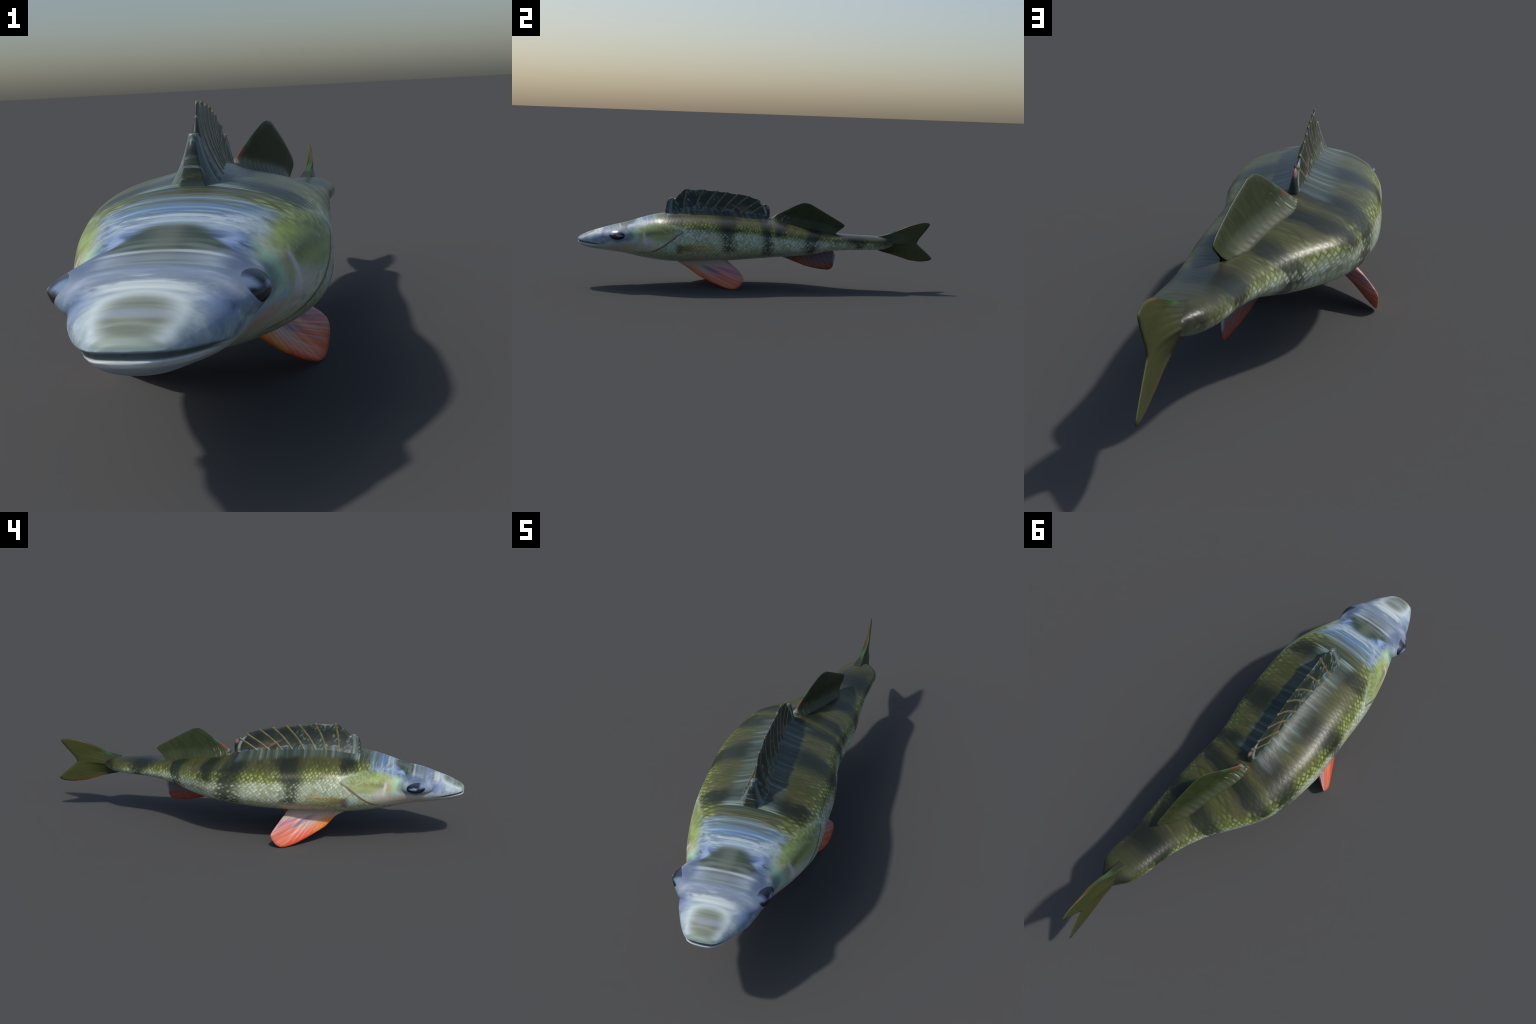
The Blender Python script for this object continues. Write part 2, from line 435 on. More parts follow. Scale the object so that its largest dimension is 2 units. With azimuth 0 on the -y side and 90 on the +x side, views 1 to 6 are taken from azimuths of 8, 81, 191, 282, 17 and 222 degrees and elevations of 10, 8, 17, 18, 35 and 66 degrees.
    head = head.over(ell(Sh, Zh, -.712, .344, .012, .004, 0, .6) * .75, '#3d4f78')
    # dark green skull patch and snout patch
    Sk = S + n_mid * .016; Zk = Z + n_mid * .010
    zk = Sk.curve([-.84, -.826, -.815, -.80, -.779, -.76, -.746, -.735, -.72, -.70, -.685, -.67], [.340, .318, .307, .302, .300, .303, .312, .327, .340, .349, .357, .38])
    crown = (Zk - zk).step(-.004, .004) * Sk.step(-.830, -.816) * Sk.step(-.676, -.692)
    crown_c = rgb('#3c4a3e').over(noise(vec(X * .03, S, Z), 40, 3).step(.45, .62) * .7, '#566454')
    crown_c = crown_c.over(Sk.step(-.775, -.80) * .5, '#33502f')
    crown_c = crown_c.over(ell(S, Z, -.772, .326, .0055, .008, .2, .5) * .85, '#b9c6c2').over(ell(S, Z, -.752, .334, .008, .004, .3, .6) * .5, '#7f8b84')
    crown_c = crown_c.over(X.curve([-.2, .023 - .045, .023, .023 + .03, .2], [0, 0, 1, 0, 0]) * .22, '#8d8e84')  # sky reflection painted as a soft grey band down the crown
    head = head.over(crown * .95, crown_c)
    zs = Sk.curve([-1.0, -.99, -.973, -.943, -.913, -.900, -.885], [.258, .2595, .265, .2775, .2915, .300, .32])
    dsn = Zk - zs
    head = head.over(dsn.abs().step(.012, .003) * S.step(-.880, -.890) * .65, '#ccdad9')
    snp = dsn.step(-.004, .006) * Sk.step(-.890, -.900) * Sk.step(-.992, -.985)
    sn_c = rgb('#68715f').over(noise(vec(X * .04, S, Z), 38, 3).step(.45, .62) * .8, '#8d9488').over(ell(S, Z, -.945, .285, .009, .020, .6, .6) * .55, '#98a2b8')
    head = head.over(snp * .90, sn_c)
    head = head.over(S.step(-.982, -.990) * Z.step(.247, .252) * .7, '#7e9080')
    # socket around the eye
    de = ell(S, Z, EYE_Y + .012, EYE_Z + .002, .076, .043, EYE_TILT, .18)
    ring_c = rgb('#a7b2c6').over(noise(P, 36, 3).step(.45, .62), '#8195a4').over(ell(S, Z, -.705, .275, .03, .05, 0, .5) * .8, '#5e6f6a')
    head = head.over(de * .75, ring_c)
    head = head.over(ell(S, Z, EYE_Y, EYE_Z, .053, .031, EYE_TILT, .1) * .8, '#7f8da0')
    head = head.over(ell(Sh, Zh, -.780, .318, .050, .014, .10, .6) * ((X - C).abs() + n_mid * .04).step(.070, .105) * .65, '#46587c')
    # mouth: dark slit with a pale lower lip
    zm = S.curve(MOUTH_Y, MOUTH_Z)
    dm = Z - zm
    front = S.step(-.868, -.912)
    head = head.over(dm.step(.001, -.006) * S.step(-.80, -.90) * .8, rgb('#c4ccd0').over((n_fine * 4 + .5).clamp() * .6, '#9fb0bd'))
    head = head.over(dm.step(-.010, -.020) * S.step(-.84, -.92) * .55, '#8b9dae')
    head = head.over((dm + .0095).abs().step(.0060, .0030) * S.step(-.87, -.92) * .8, '#dde2e2')
    head = head.over(dm.abs().step(.0062, .0025) * front * .88, '#4d5a57')
    col = col.over(f_head, head)
    # gill slit line
    slit = g.abs().step(.0130, .0025) * Z.step(.33, .30) * Z.step(.180, .195)
    col = col.over(slit * .80, '#664842')
    slit2 = (g + .016).abs().step(.006, .001) * Z.step(.23, .20) * Z.step(.180, .192)
    col = col.over(slit2 * .45, '#8a6f5e')
    # overall fine mottling
    col = col.times(1.0 + n_fine * .35 + n_mid * .25)
    scaled = f_head.inv() * f_belly.inv()
    bump = (core * .5) * scaled + n_fine * .2
    N.tree.links.new((f_head * -.16 + .36).s, b.inputs["Specular IOR Level"])
    return finish(m, b, col, bump, .0010, .30, rough=f_head * .12 + .335 + n_fine * .05)

def fan(Y, Z, y0, z0, freq, seed=0.0):
    """streaks radiating from a pole in the side view"""
    a = (Z - z0).atan2(Y - y0)
    r = ((Z - z0) * (Z - z0) + (Y - y0) * (Y - y0)).sqrt()
    return noise(vec(a * freq, r * 3.0, seed), 1.0, 3, .6)

def spiny_fin_material():
    m, b, X, Y, Z = new_mat("spiny_fin_skin", rough=.45, spec=.45)
    P = vec(X * .1, Y, Z)
    n1 = noise(P, 26, 4); n2 = noise(P, 80, 4, .65)
    col = rgb('#232c26').over(n1.step(.42, .66) * .7, '#353f38')
    fl = noise(vec(X * .1, (Y + Z * .6) * 1.0, Z * .5), 90, 4, .65)
    col = col.over(fl.step(.50, .62) * n1.step(.47, .56) * Y.step(-.15, -.33) * .75, '#7d8c88')
    zf = Y.curve([-.55, -.30, .07], [.440, .432, .392])
    col = col.over((Z - zf).step(.016, -.01) * fl.step(.48, .60) * Y.step(-.10, -.25) * .6, '#74898c')
    Zr = Z + (n1 - .5) * .022
    col = col.over(ell(Y, Zr, -.072, .416, .030, .008, -.40, .7) * .7, '#84484a')
    col = col.over(ell(Y, Zr, -.125, .432, .034, .006, -.50, .7) * .6, '#8f6a55')
    col = col.over(ell(Y, Zr, -.085, .425, .030, .016, -.45, .8) * .35, '#76705a')
    q = Y + (Z - .40) * (Z - .40) * 9.0
    col = col.over((q - .042).abs().step(.010, .002) * Y.step(-.01, .02) * .8, '#9aa5a0').over((q - .058).abs().step(.006, .001) * Y.step(.02, .05) * .8, '#1a1c1e')
    col = col.over(ell(Y, Z, .054, .437, .012, .010, -.5, .5) * .7, '#a87f80')
    # notched light seam at the foot, streaked below it
    wave = (N._m(Y * 9.3 + .12, 'FRACT') - .5).abs()
    notch = wave.step(.30, .44) * Y.step(.0, -.06)
    zl = Y.curve([-.55, -.50, -.41, -.30, -.16, -.02, .07], [.404, .406, .431, .432, .420, .402, .372]) - notch * .020
    dl = Z + (n2 - .5) * .008 - zl
    st = noise(vec(0.0, Y, Z * .04), 48, 3, .6)
    foot = rgb('#3d4a46').over(st.step(.44, .60) * .8, '#5d6e69').over(st.step(.57, .70) * .5, '#8c9fa1').over(noise(vec(0.0, Y, 3.0), 30, 2).step(.50, .62) * .65, '#474b40')
    col = col.over(dl.step(.002, -.004) * .9, foot)
    col = col.over((dl - .010).abs().step(.009, .003) * .6, '#3c4128')
    col = col.over(dl.abs().step(.0045, .001) * Y.step(-.515, -.50) * n1.step(.40, .58) * .7, '#7b96ae')
    col = col.over(Y.step(-.478, -.495) * noise(vec(0, Y, 0), 60, 3).step(.45, .6) * .5, '#5f7078')
    return finish(m, b, col, n2, .001, .4)

def spine_material():
    m, b, X, Y, Z = new_mat("fin_spine_horn", rough=.4, spec=.5)
    n1 = noise(vec(X, Y, Z), 40, 3)
    col = rgb('#746c47').over(n1.step(.42, .6), '#565034').over((Y.step(-.44, -.48)), '#66746f')
    col = col.over((n1 - .0).step(.55, .7) * .4, '#a3a184')
    return finish(m, b, col)

def soft_fin_material():
    m, b, X, Y, Z = new_mat("soft_back_fin_skin", rough=.45, spec=.4)
    P = vec(X * .1, Y, Z)
    n1 = noise(P, 20, 4)
    # arcs that start upright at the base and sweep back
    zb_ = Y.curve([.06, .15, .23, .33, .43, .49], [.375, .348, .325, .313, .307, .305])
    h = Z - zb_
    q = Y - h * h * 4.5 - h * .25
    arcs = noise(vec(q * 95.0, h * 7.0, 0), 1.0, 3, .6)
    col = rgb('#333d20').over(n1.step(.4, .65) * .6, '#27341c').over(arcs.step(.52, .66) * .40, '#4b5230').over(arcs.step(.44, .34) * .4, '#222a18')
    col = col.over((h + (n1 - .5) * .03).step(.05, .01) * .8, '#3f4427')
    col = col.over(noise(vec(q * 130.0, h * 14.0, 4.0), 1.0, 2).step(.62, .70) * ell(Y, Z, .16, .395, .06, .03, .4, .5) * .8, '#a9b0a4')
    col = col.over(ell(Y, Z + (n1 - .5) * .02, .124, .405, .022, .010, .5, .6) * .65, '#84493a')
    col = col.over(ell(Y, Z + (n1 - .5) * .02, .160, .427, .018, .010, .6, .7) * .6, '#3f6e42')
    col = col.over(ell(Y, Z, .085, .380, .020, .016, .4, .5) * noise(P, 90, 2).step(.45, .55) * .4, '#a5a292')
    bars = ell(Y, Z, .315, .30, .04, .05, 0, .5)
    col = col.over(bars * .5, '#262c20')
    return finish(m, b, col, arcs, .0008, .25)

def tail_fin_material():
    m, b, X, Y, Z = new_mat("tail_fin_skin", rough=.45, spec=.4)
    P = vec(X * .1, Y, Z)
    n1 = noise(P, 18, 4)
    s = fan(Y, Z, .60, .258, 46.0)
    col = rgb('#434720').over(n1.step(.4, .65) * .6, '#384220').over(s.step(.50, .68) * .3, '#54582c').over(s.step(.46, .34) * .35, '#2f3419')
    dz = (Z - .262).abs()
    top = Y.curve([.70, .775, .857, .912, .94, .983, 1.0], [.300, .323, .358, .372, .376, .370, .366])
    bot = Y.curve([.70, .782, .857, .925, .988, 1.0], [.207, .186, .162, .152, .160, .168])
    col = col.over((Z - bot + (n1 - .5) * .02).step(.020, .001) * Y.step(.76, .83) * Y.step(.97, .90) * .65, '#6f3018')
    col = col.over((top - Z + (n1 - .5) * .02).step(.018, .001) * Y.step(.78, .84) * Y.step(.97, .92) * .35, '#5c4020')
    root = Y.step(.80, .725)
    col = col.over(root * ((n1 - .5) * 1.6 + .75).clamp(), '#2c2e1e')
    col = col.over((Z - .250 + (n1 - .5) * .02).abs().step(.012, .002) * Y.step(.90, .78) * .5, '#2a2c1a')
    col = col.over((top - Z).step(.012, .002) * Y.step(.79, .75) * Y.step(.71, .74) * .6, '#3f6a3e')
    return finish(m, b, col, s, .0005, .2)

def anal_fin_material():
    m, b, X, Y, Z = new_mat("belly_rear_fin_skin", rough=.42, spec=.45)
    P = vec(X * .1, Y, Z)
    n1 = noise(P, 24, 4)
    s = fan(Y, Z, .05, .23, 60.0)
    bot = Y.curve([.10, .145, .209, .262, .317, .371, .43], [.170, .160, .136, .116, .104, .097, .098])
    h = Z - bot + (n1 - .5) * .03
    col = rgb('#5c585c').over(s.step(.45, .6) * .6, '#7b727c')
    col = col.over(h.step(.065, .030) * .85, rgb('#7c4230').over(s.step(.45, .6) * .6, '#86605c'))
    col = col.over(h.step(.032, .008) * .9, rgb('#962e18').over(n1.step(.45, .6) * .6, '#9c4c20'))
    col = col.over(Y.step(.418, .432) * Z.step(.118, .14) * .8, '#9db4c2')
    col = col.over(Y.step(.21, .13) * .8, '#9fa29c')
    return finish(m, b, col, s, .0012, .4)

def pelvic_fin_material():
    m, b, X, Y, Z = new_mat("belly_fin_skin", rough=.40, spec=.45)
    P = vec(X * .1, Y, Z)
    n1 = noise(P, 22, 4)
    # line that runs from the root to the rear corner; t = 0 front edge, 1 rear edge
    a = (Z - .190).atan2(Y + .545)                   # pole in front of the root
    t = (a + .52) / .50
    t = t + (n1 - .5) * .06
    s = noise(vec(a * 62.0, Y * 2.0, 0), 1.0, 4, .65)
    s2 = noise(vec(a * 30.0, Y * 1.5, 5.0), 1.0, 3, .6)
    col = rgb('#e0785a').over(t.step(.38, .62) * .9, '#c98a92').over(t.step(.62, .95) * .8, '#b28a93')
    col = col.over(s.step(.50, .64) * .75, '#d9b9b8').over(s2.step(.54, .66) * t.step(.2, .5) * .75, '#8f84a8')
    col = col.over(s.step(.44, .34) * .6, '#c8553a')
    col = col.over(t.step(.16, .02) * .85, '#dc4a22')
    root = (Y + (Z - .13) * .35).step(-.235, -.350).max(Z.step(.105, .125))
    col = col.over(root * (t.step(.05, .28).max(Z.step(.108, .122))) * .85, rgb('#b9b4ac').over(s.step(.45, .6) * .7, '#b79a78'))
    col = col.over(ell(Y, Z, -.375, .085, .05, .028, -.6, .5) * .75, '#d98b2a')
    tip = (Y - Z * .9).step(-.20, -.155)
    col = col.over(tip * Z.step(.09, .02) * .6, '#e0683a')
    col = col.over(ell(Y, Z, -.27, .098, .05, .009, -.40, .6) * .7, '#5f618c')
    return finish(m, b, col, s, .0015, .5)

def eye_material():
    m, b, X, Y, Z = new_mat("glossy_fish_eye", rough=.32, spec=.5)
    P = vec(X * .1, Y, Z)
    n1 = noise(P, 60, 3) - .5
    Yw = Y + n1 * .012; Zw = Z + n1 * .010
    col = rgb('#0c0f11')
    up = (Zw - EYE_Z) - (Yw - EYE_Y) * EYE_TILT
    col = col.over(up.step(.006, .016) * .85, '#2a303b')
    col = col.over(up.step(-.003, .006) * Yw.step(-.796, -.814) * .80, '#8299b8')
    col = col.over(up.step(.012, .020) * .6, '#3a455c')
    col = col.over(ell(Yw, Zw, -.777, .283, .017, .0050, -.05, .5) * .75, '#7d97c6')  # blue glint drawn into the pupil colour
    col = col.over(ell(Yw, Zw, -.795, .275, .018, .003, -.05, .6) * .35, '#4c4a38')
    rim = ell(Y, Z, EYE_Y, EYE_Z, EYE_RY * .93, EYE_RZ * .93, EYE_TILT, .07).inv()
    col = col.over(rim * .65, '#8b98ac')
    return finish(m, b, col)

# ---------------------------------------------------------------- fins
def fin_sheet(base, edge, x_mid, half, nu, nv, ridge=None):
    """Closed fin: rays run from base[i] to edge[i]; half(u, v, y, z) is half the thickness.
    base, edge: (nu, 2) arrays of (y, z); x_mid(y, z, v): sideways position."""
    u = np.linspace(0, 1, nu); v = np.linspace(0, 1, nv)
    U, W = np.meshgrid(u, v, indexing='ij')
    YZ = base[:, None, :] * (1 - W[..., None]) + edge[:, None, :] * W[..., None]
    Y, Z = YZ[..., 0], YZ[..., 1]
    T = half(U, W, Y, Z)
    if ridge: T = T * (1 + ridge[1] * np.cos(U * 2 * np.pi * ridge[0]) * sstep(0, .25, W))
    # round the free rim
    rim = np.minimum(np.minimum(1 - W, 1.0) * nv / 3.0, np.minimum(U, 1 - U) * nu / 3.0)
    T = T * (.25 + .75 * np.sqrt(np.clip(rim, 0, 1)))
    M = x_mid(Y, Z, W)
    A = np.stack([M + T, Y, Z], -1).reshape(-1, 3)
    B = np.stack([M - T, Y, Z], -1).reshape(-1, 3)
    V = np.vstack([A, B]); k = nu * nv
    F = []
    for i in range(nu - 1):
        for j in range(nv - 1):
            a, b_, c_, d = i*nv+j, (i+1)*nv+j, (i+1)*nv+j+1, i*nv+j+1
            F.append((a, b_, c_, d)); F.append((k+d, k+c_, k+b_, k+a))
    loop = [i*nv for i in range(nu)] + [(nu-1)*nv + j for j in range(1, nv)] \
        + [i*nv + nv-1 for i in range(nu-2, -1, -1)] + [j for j in range(nv-2, 0, -1)]
    for a, b_ in zip(loop, loop[1:] + loop[:1]):
        F.append((b_, a, k + a, k + b_))
    return V, F

def fix_normals(me):
    bm = bmesh.new(); bm.from_mesh(me)
    bmesh.ops.recalc_face_normals(bm, faces=bm.faces)
    bm.to_mesh(me); bm.free()

def arc_param(P):
    L = np.r_[0, np.cumsum(np.linalg.norm(np.diff(P, axis=0), axis=1))]
    return L / L[-1]

def nearest_param(P, q):
    s = np.linspace(0, 1, 2000); A = arc_param(P)
    D = np.stack([np.interp(s, A, P[:, k]) for k in range(2)], 1)
    return s[np.argmin(((D - q) ** 2).sum(1))]

def along_edge(P, s):
    A = arc_param(P)
    return np.stack([np.interp(s, A, P[:, k]) for k in range(2)], 1)

def main():
    fish = bpy.data.objects.new("fish", None)
    SC.collection.objects.link(fish)
    fish["label"] = "olive striped perch with spiny back fin and red belly fins"
    fish["category"] = "fish"
    fish.empty_display_size = .1

    # ------------------------------------------------ body, split by region with shared normals
    skin = skin_material()
    V, F = build_body()
    whole = make_mesh("whole", V, F)
    fix_normals(whole)
    whole.update()
    normals = np.empty(len(whole.vertices) * 3, np.float32)
    whole.vertices.foreach_get("normal", normals); normals = normals.reshape(-1, 3)
    polys = [tuple(p.vertices) for p in whole.polygons]
    cen = np.array([V[list(p)].mean(0) for p in polys])
    bpy.data.meshes.remove(whole)
    gy = gill_y(cen[:, 2])
    region = np.where(cen[:, 1] < gy, 0, np.where(cen[:, 1] > .44, 2, 1))
    parts = {}
    for r, name in enumerate(("head", "torso", "tail")):
        idx = np.nonzero(region == r)[0]
        used = np.unique(np.concatenate([np.array(polys[i]) for i in idx]))
        remap = {int(a): i for i, a in enumerate(used)}
        me = make_mesh(name, V[used], [[remap[a] for a in polys[i]] for i in idx])
        me.materials.append(skin)
        me.normals_split_custom_set_from_vertices([tuple(map(float, n)) for n in normals[used]])
        parts[name] = link(me, name, fish)

    # ------------------------------------------------ eyes: domed lens sitting on the bulge
    em = eye_material()
    for side in (1, -1):
        nr, na = 14, 48
        vs, fs = [], []
        ct, st = math.cos(EYE_TILT), math.sin(EYE_TILT)
        for i in range(nr + 1):
            r = i / nr
            for j in range(na if i else 1):
                a = 2 * math.pi * j / na
                p, q = EYE_RY * r * math.cos(a), EYE_RZ * r * math.sin(a)
                y = EYE_Y + p * ct - q * st; z = EYE_Z + p * st + q * ct
                # lens follows a smoothed version of the bulge
                sx = float(side_x(np.array([y]), np.array([z]), side)[0])
                x = sx + .0022 * (1 - r ** 3) - .0012 * r ** 6
                vs.append((float(cx(y)) + side * x, y, z))
        for j in range(na):
            fs.append((0, 1 + j, 1 + (j + 1) % na))
        for i in range(1, nr):
            o, n_ = 1 + (i - 1) * na, 1 + i * na
            for j in range(na):
                k = (j + 1) % na
                fs.append((o + j, n_ + j, n_ + k, o + k))
        me = make_mesh("eye", vs, fs)
        if side < 0: me.flip_normals()
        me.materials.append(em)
        link(me, "eye", parts["head"])

    # ------------------------------------------------ first back fin with spines
    d1_edge = smooth_poly(polyline([(-.527, .385), (-.524, .43), (-.516, .464), (-.501, .478), (-.474, .475), (-.452, .503), (-.42, .529),
                        (-.385, .527), (-.340, .529), (-.27, .523), (-.235, .519), (-.20, .517), (-.125, .505),
                        (-.08, .502), (-.003, .478), (.026, .453), (.060, .442), (.066, .412), (.064, .350)], 160)[0], 2)
    spines = [(-.490, -.488, .478), (-.428, -.403, .528), (-.374, -.312, .527), (-.332, -.238, .519), (-.280, -.180, .513),
              (-.228, -.118, .503), (-.183, -.056, .494), (-.128, .006, .472), (-.075, .040, .448)]
    par = [nearest_param(d1_edge, np.array(s[1:])) for s in spines]
    nu, nv = 230, 26
    us = np.linspace(0, 1, nu)
    d1_edge = d1_edge + np.array([0, .003]) * sstep(.40, .47, d1_edge[:, 1])[:, None]
    es = along_edge(d1_edge, us)
    by = np.interp(us, [0] + par + [1], [-.527] + [s[0] for s in spines] + [.064])
    # scallops: membrane dips between spine tips
    dip = np.zeros(nu)
    for a, b_ in zip(par[:-1], par[1:]):
        t = np.clip((us - a) / (b_ - a), 0, 1)
        dip = dip + .0055 * np.sin(np.pi * t) * ((us > a) & (us < b_))
    bs = np.stack([by, zt(by) - .016], 1)
    dirs = es - bs; dirs /= np.linalg.norm(dirs, axis=1)[:, None]
    es = es - dirs * (dip * sstep(.02, .1, us))[:, None]
    LEAN = 0.0
    x1 = lambda Y, Z, W: cx(Y) + .002 - .004 * W + .006 * W * sstep(-.3, -.5, Y)
    def h1(U, W, Y, Z):
        foot = (.030 * sstep(.10, -.55, Y) + .014) * (.45 + .55 * sstep(-.528, -.470, Y))
        hgt = np.clip((Z - zt(Y)) / .13, 0, 1)
        return .0026 + foot * (1 - hgt) ** 2.1
    Vf, Ff = fin_sheet(bs, es, x1, h1, nu, nv)
    me = make_mesh("spiny_back_fin", Vf, Ff); fix_normals(me)
    me.materials.append(spiny_fin_material())
    d1 = link(me, "spiny_back_fin", fish)
    horn = spine_material()
    for (yb, yt, zt_), p in zip(spines, par):
        e = along_edge(d1_edge, np.array([p]))[0]
        b0 = np.array([yb, float(zt(yb)) - .012])
        vs, fs = [], []
        n_, k_ = 22, 16
        d = e - b0; d /= np.linalg.norm(d); nrm = np.array([-d[1], d[0]])
        bow = .10 * np.linalg.norm(e - b0)
        for i in range(n_ + 1):
            t = i / n_
            c = b0 * (1 - t) + (e + d * .001) * t + nrm * (bow * .35 * math.sin(math.pi * t))
            tk = float(h1(0, t, np.array(c[0]), np.array(c[1]))) + .0030 * (1 - .8 * t)
            wv = (.0165 - .0080 * t) * (2.0 if yb < -.48 else 1.0)
            xm = float(x1(np.array(c[0]), np.array(c[1]), t))
            for j in range(k_):
                a = 2 * math.pi * j / k_
                q = c + d * 0 + nrm * wv * .55 * math.sin(a)
                ca = math.cos(a)
                vs.append((xm + tk * math.copysign(abs(ca) ** .4, ca), q[0], q[1]))
        for i in range(n_):
            for j in range(k_):
                k = (j + 1) % k_
                fs.append((i*k_+j, i*k_+k, (i+1)*k_+k, (i+1)*k_+j))
        fs.append(tuple(range(n_*k_, n_*k_+k_))); fs.append(tuple(range(k_-1, -1, -1)))
        sm = make_mesh("fin_spine", vs, fs); fix_normals(sm)
        sm.materials.append(horn)
        link(sm, "fin_spine", d1)

    # ------------------------------------------------ soft back fin
    d2_edge = smooth_poly(polyline([(.058, .362), (.10, .395), (.14, .417), (.217, .460), (.235, .468), (.253, .472), (.285, .466), (.345, .433),
                        (.411, .395), (.467, .364), (.483, .350), (.474, .339), (.441, .327), (.427, .311), (.428, .295)], 140)[0], 2)
    nu, nv = 140, 24
    us = np.linspace(0, 1, nu); es = along_edge(d2_edge, us)
    ctrl = [nearest_param(d2_edge, np.array(q)) for q in ((.14, .417), (.253, .472), (.411, .395), (.483, .350))]
    by = np.interp(us, [0] + ctrl + [1], [.06, .10, .19, .34, .415, .428])
    bs = np.stack([by, zt(by) - .014], 1)
    x2 = lambda Y, Z, W: cx(Y) + .016 * np.clip((Z - zt(Y)) / .12, 0, 1.2)
    def h2(U, W, Y, Z):
        hgt = np.clip((Z - zt(Y)) / .05, 0, 1)
        return .0030 + .030 * (1 - hgt) ** 2.4 * sstep(.46, .36, Y)
    Vf, Ff = fin_sheet(bs, es, x2, h2, nu, nv, (20, .04))
    me = make_mesh("soft_back_fin", Vf, Ff); fix_normals(me)
    me.materials.append(soft_fin_material())
    link(me, "soft_back_fin", fish)

    # ------------------------------------------------ tail fin, forked
    ct_edge = smooth_poly(polyline([(.66, .293), (.709, .302), (.775, .323), (.857, .358), (.912, .372), (.94, .3765), (.968, .375), (.983, .368), (.973, .352), (.955, .328),
                        (.918, .285), (.903, .257), (.938, .227), (.98, .192), (1.0015, .172), (.998, .162), (.975, .155), (.925, .152), (.857, .162),
                        (.782, .186), (.697, .209), (.66, .222)], 220)[0], 2)
    nu, nv = 220, 30
    us = np.linspace(0, 1, nu); es = along_edge(ct_edge, us)
    bs = np.stack([np.full(nu, .655), .293 - (.293 - .222) * us], 1)
    x3 = lambda Y, Z, W: cx(Y) + 0 * Z
    def h3(U, W, Y, Z):
        k = sstep(.90, .70, Y)
        mid = np.clip(1 - np.abs(Z - .258) / .052, 0, 1)
        return .0035 + .0035 * sstep(.95, .8, Y) + .030 * k ** 1.6 * mid
    Vf, Ff = fin_sheet(bs, es, x3, h3, nu, nv, (22, .012))
    me = make_mesh("tail_fin", Vf, Ff); fix_normals(me)
    me.materials.append(tail_fin_material())
    link(me, "tail_fin", parts["tail"])

    # ------------------------------------------------ rear belly fin
    an_edge = smooth_poly(polyline([(.105, .172), (.145, .160), (.209, .136), (.262, .116), (.317, .104), (.371, .097), (.40, .0965), (.416, .103), (.424, .116),
                        (.430, .147), (.437, .178), (.431, .191), (.419, .199), (.418, .215)], 120)[0], 2)
    nu, nv = 120, 22
    us = np.linspace(0, 1, nu); es = along_edge(an_edge, us)
    ctrl = [nearest_param(an_edge, np.array(q)) for q in ((.209, .136), (.40, .0965), (.437, .178))]
    by = np.interp(us, [0] + ctrl + [1], [.11, .17, .33, .405, .418])
    bs = np.stack([by, zb(by) + .016], 1)
    x4 = lambda Y, Z, W: cx(Y) * (1 - W) + (.043 + .026 * sstep(.2, .42, Y)) * W
    def h4(U, W, Y, Z):
        hgt = np.clip((zb(Y) - Z) / .05, 0, 1)
        return .0040 + .008 * (1 - hgt) ** 2 * sstep(.44, .30, Y)
    Vf, Ff = fin_sheet(bs, es, x4, h4, nu, nv, (14, .10))
    me = make_mesh("rear_belly_fin", Vf, Ff); fix_normals(me)
    me.materials.append(anal_fin_material())
    link(me, "rear_belly_fin", fish)

    # ------------------------------------------------ pair of belly fins, splayed outwards
    pm = pelvic_fin_material()
    right = [(.070, -.465, .140), (.088, -.432, .122), (.106, -.402, .106), (.136, -.344, .066), (.162, -.272, .032), (.182, -.205, .008),
             (.190, -.168, .000), (.197, -.139, .001), (.202, -.113, .026), (.204, -.101, .052), (.200, -.104, .074),
             (.172, -.126, .100), (.120, -.162, .126), (.066, -.192, .146)]
    left = [(-.065, -.475, .142), (-.085, -.446, .130), (-.100, -.421, .120), (-.125, -.382, .076), (-.165, -.313, .038), (-.200, -.252, .010),
            (-.222, -.213, .001), (-.234, -.192, .001), (-.238, -.171, .013), (-.240, -.153, .036), (-.240, -.144, .062),
            (-.212, -.162, .090), (-.165, -.187, .122), (-.110, -.218, .150)]
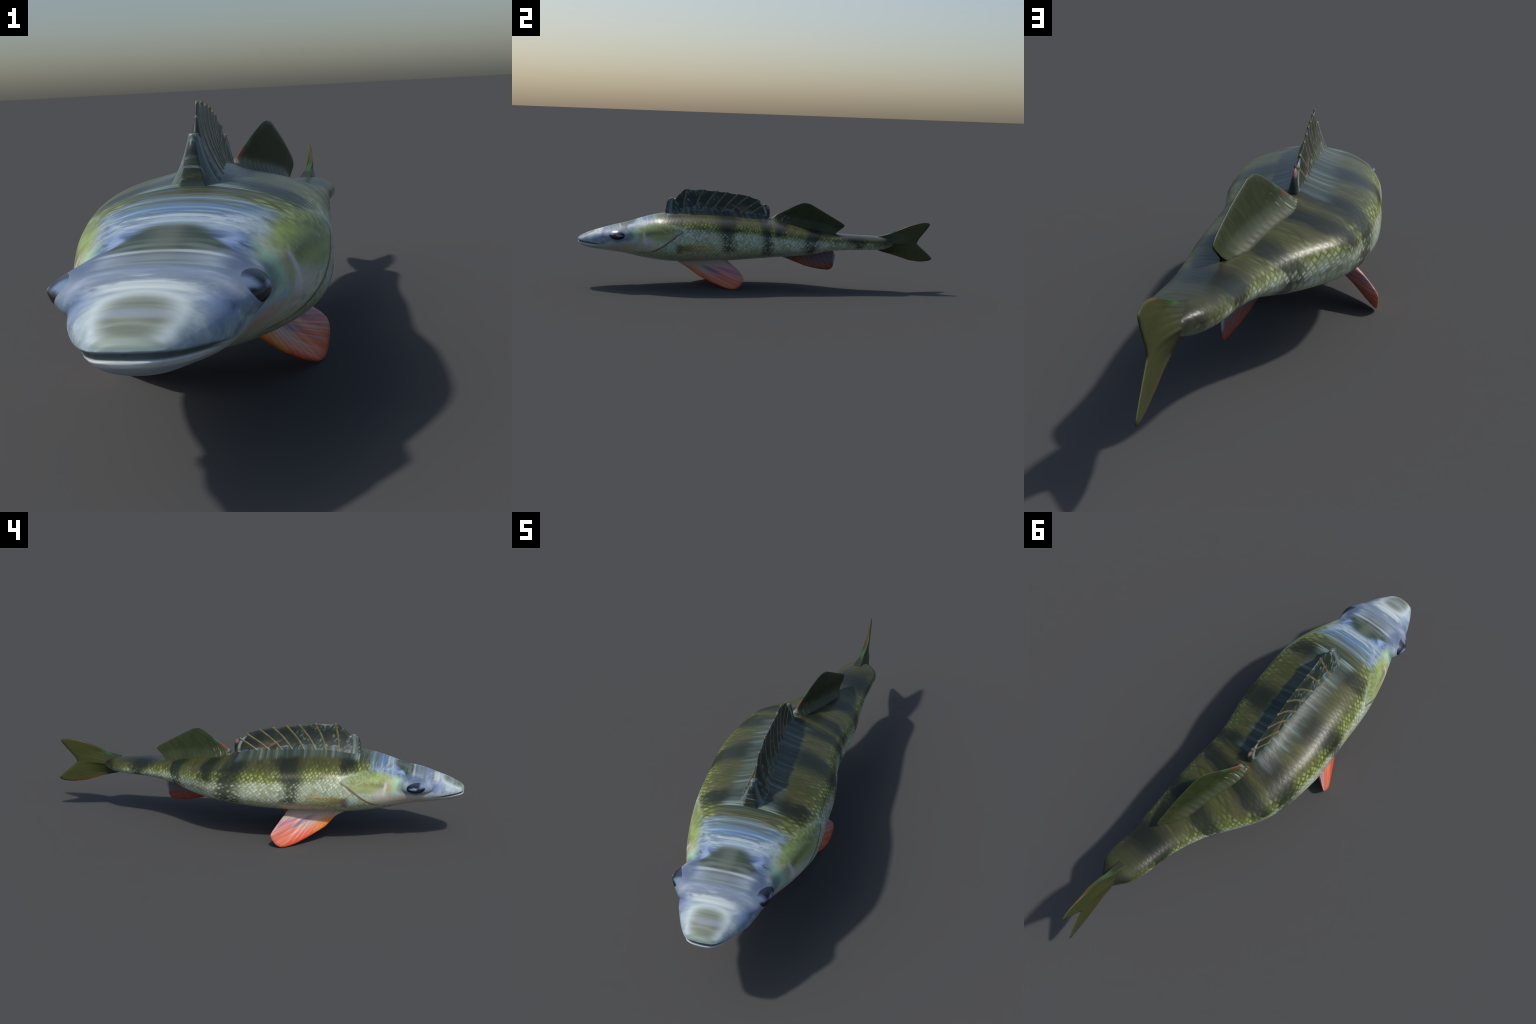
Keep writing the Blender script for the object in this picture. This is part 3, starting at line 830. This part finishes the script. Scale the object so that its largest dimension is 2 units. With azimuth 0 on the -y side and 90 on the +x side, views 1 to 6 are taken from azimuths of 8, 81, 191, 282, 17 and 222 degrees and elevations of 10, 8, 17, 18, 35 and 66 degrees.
    for side, pts, root in ((1, right, [(.070, -.455, .165), (.080, -.34, .168), (.095, -.215, .172)]),
                            (-1, left, [(-.060, -.465, .165), (-.055, -.35, .168), (-.065, -.225, .174)])):
        P, _ = polyline(pts, 90); P = smooth_poly(P, 3)
        nu, nv = 90, 24
        A = arc_param(P[:, 1:])
        # rays: the root is crossed quickly along the front edge, evenly along the rear rim
        us = np.linspace(0, 1, nu)
        R = np.array(root)
        f = np.interp(us, [0, .15, .55, .75, 1], [0, .12, .45, .75, 1])
        Rb = np.stack([np.interp(f, [0, .5, 1], R[:, k]) for k in range(3)], 1)
        w = np.linspace(0, 1, nv)
        G = Rb[:, None] * (1 - w[None, :, None]) + P[:, None] * w[None, :, None]
        # thickness along the local normal of the sheet
        du = np.gradient(G, axis=0); dv = np.gradient(G, axis=1)
        nrm = np.cross(du, dv); nrm /= np.linalg.norm(nrm, axis=2)[..., None] + 1e-9
        T = .0045 + .011 * (1 - w[None, :]) ** 1.3 + 0 * us[:, None]
        T = T * (1 + .10 * np.cos(us[:, None] * 2 * np.pi * 16) * sstep(.2, .5, w)[None, :])
        rim = np.minimum((1 - w[None, :]) * nv / 3.0, np.minimum(us, 1 - us)[:, None] * nu / 3.0)
        T = T * (.25 + .75 * np.sqrt(np.clip(rim, 0, 1)))
        # fleshy root: thicker on the face turned to the midline
        inner = (.018 + .030 * sstep(.35, .85, us)[:, None]) * (1 - w[None, :]) ** 1.3 * np.sqrt(np.clip(rim, 0, 1))
        sgn = np.sign(nrm[nu // 2, nv // 2, 0] * side)
        Ta, Tb = (T, T + inner) if sgn > 0 else (T + inner, T)
        Vf = np.vstack([(G + nrm * Ta[..., None]).reshape(-1, 3), (G - nrm * Tb[..., None]).reshape(-1, 3)])
        Vf[:, 2] = np.maximum(Vf[:, 2], 0.0)
        k = nu * nv; Ff = []
        for i in range(nu - 1):
            for j in range(nv - 1):
                a, b_, c_, d = i*nv+j, (i+1)*nv+j, (i+1)*nv+j+1, i*nv+j+1
                Ff.append((a, b_, c_, d)); Ff.append((k+d, k+c_, k+b_, k+a))
        loop = [i*nv for i in range(nu)] + [(nu-1)*nv + j for j in range(1, nv)] \
            + [i*nv + nv-1 for i in range(nu-2, -1, -1)] + [j for j in range(nv-2, 0, -1)]
        for a, b_ in zip(loop, loop[1:] + loop[:1]):
            Ff.append((b_, a, k + a, k + b_))
        me = make_mesh("belly_fin", Vf, Ff); fix_normals(me)
        me.materials.append(pm)
        link(me, "belly_fin", fish)

main()
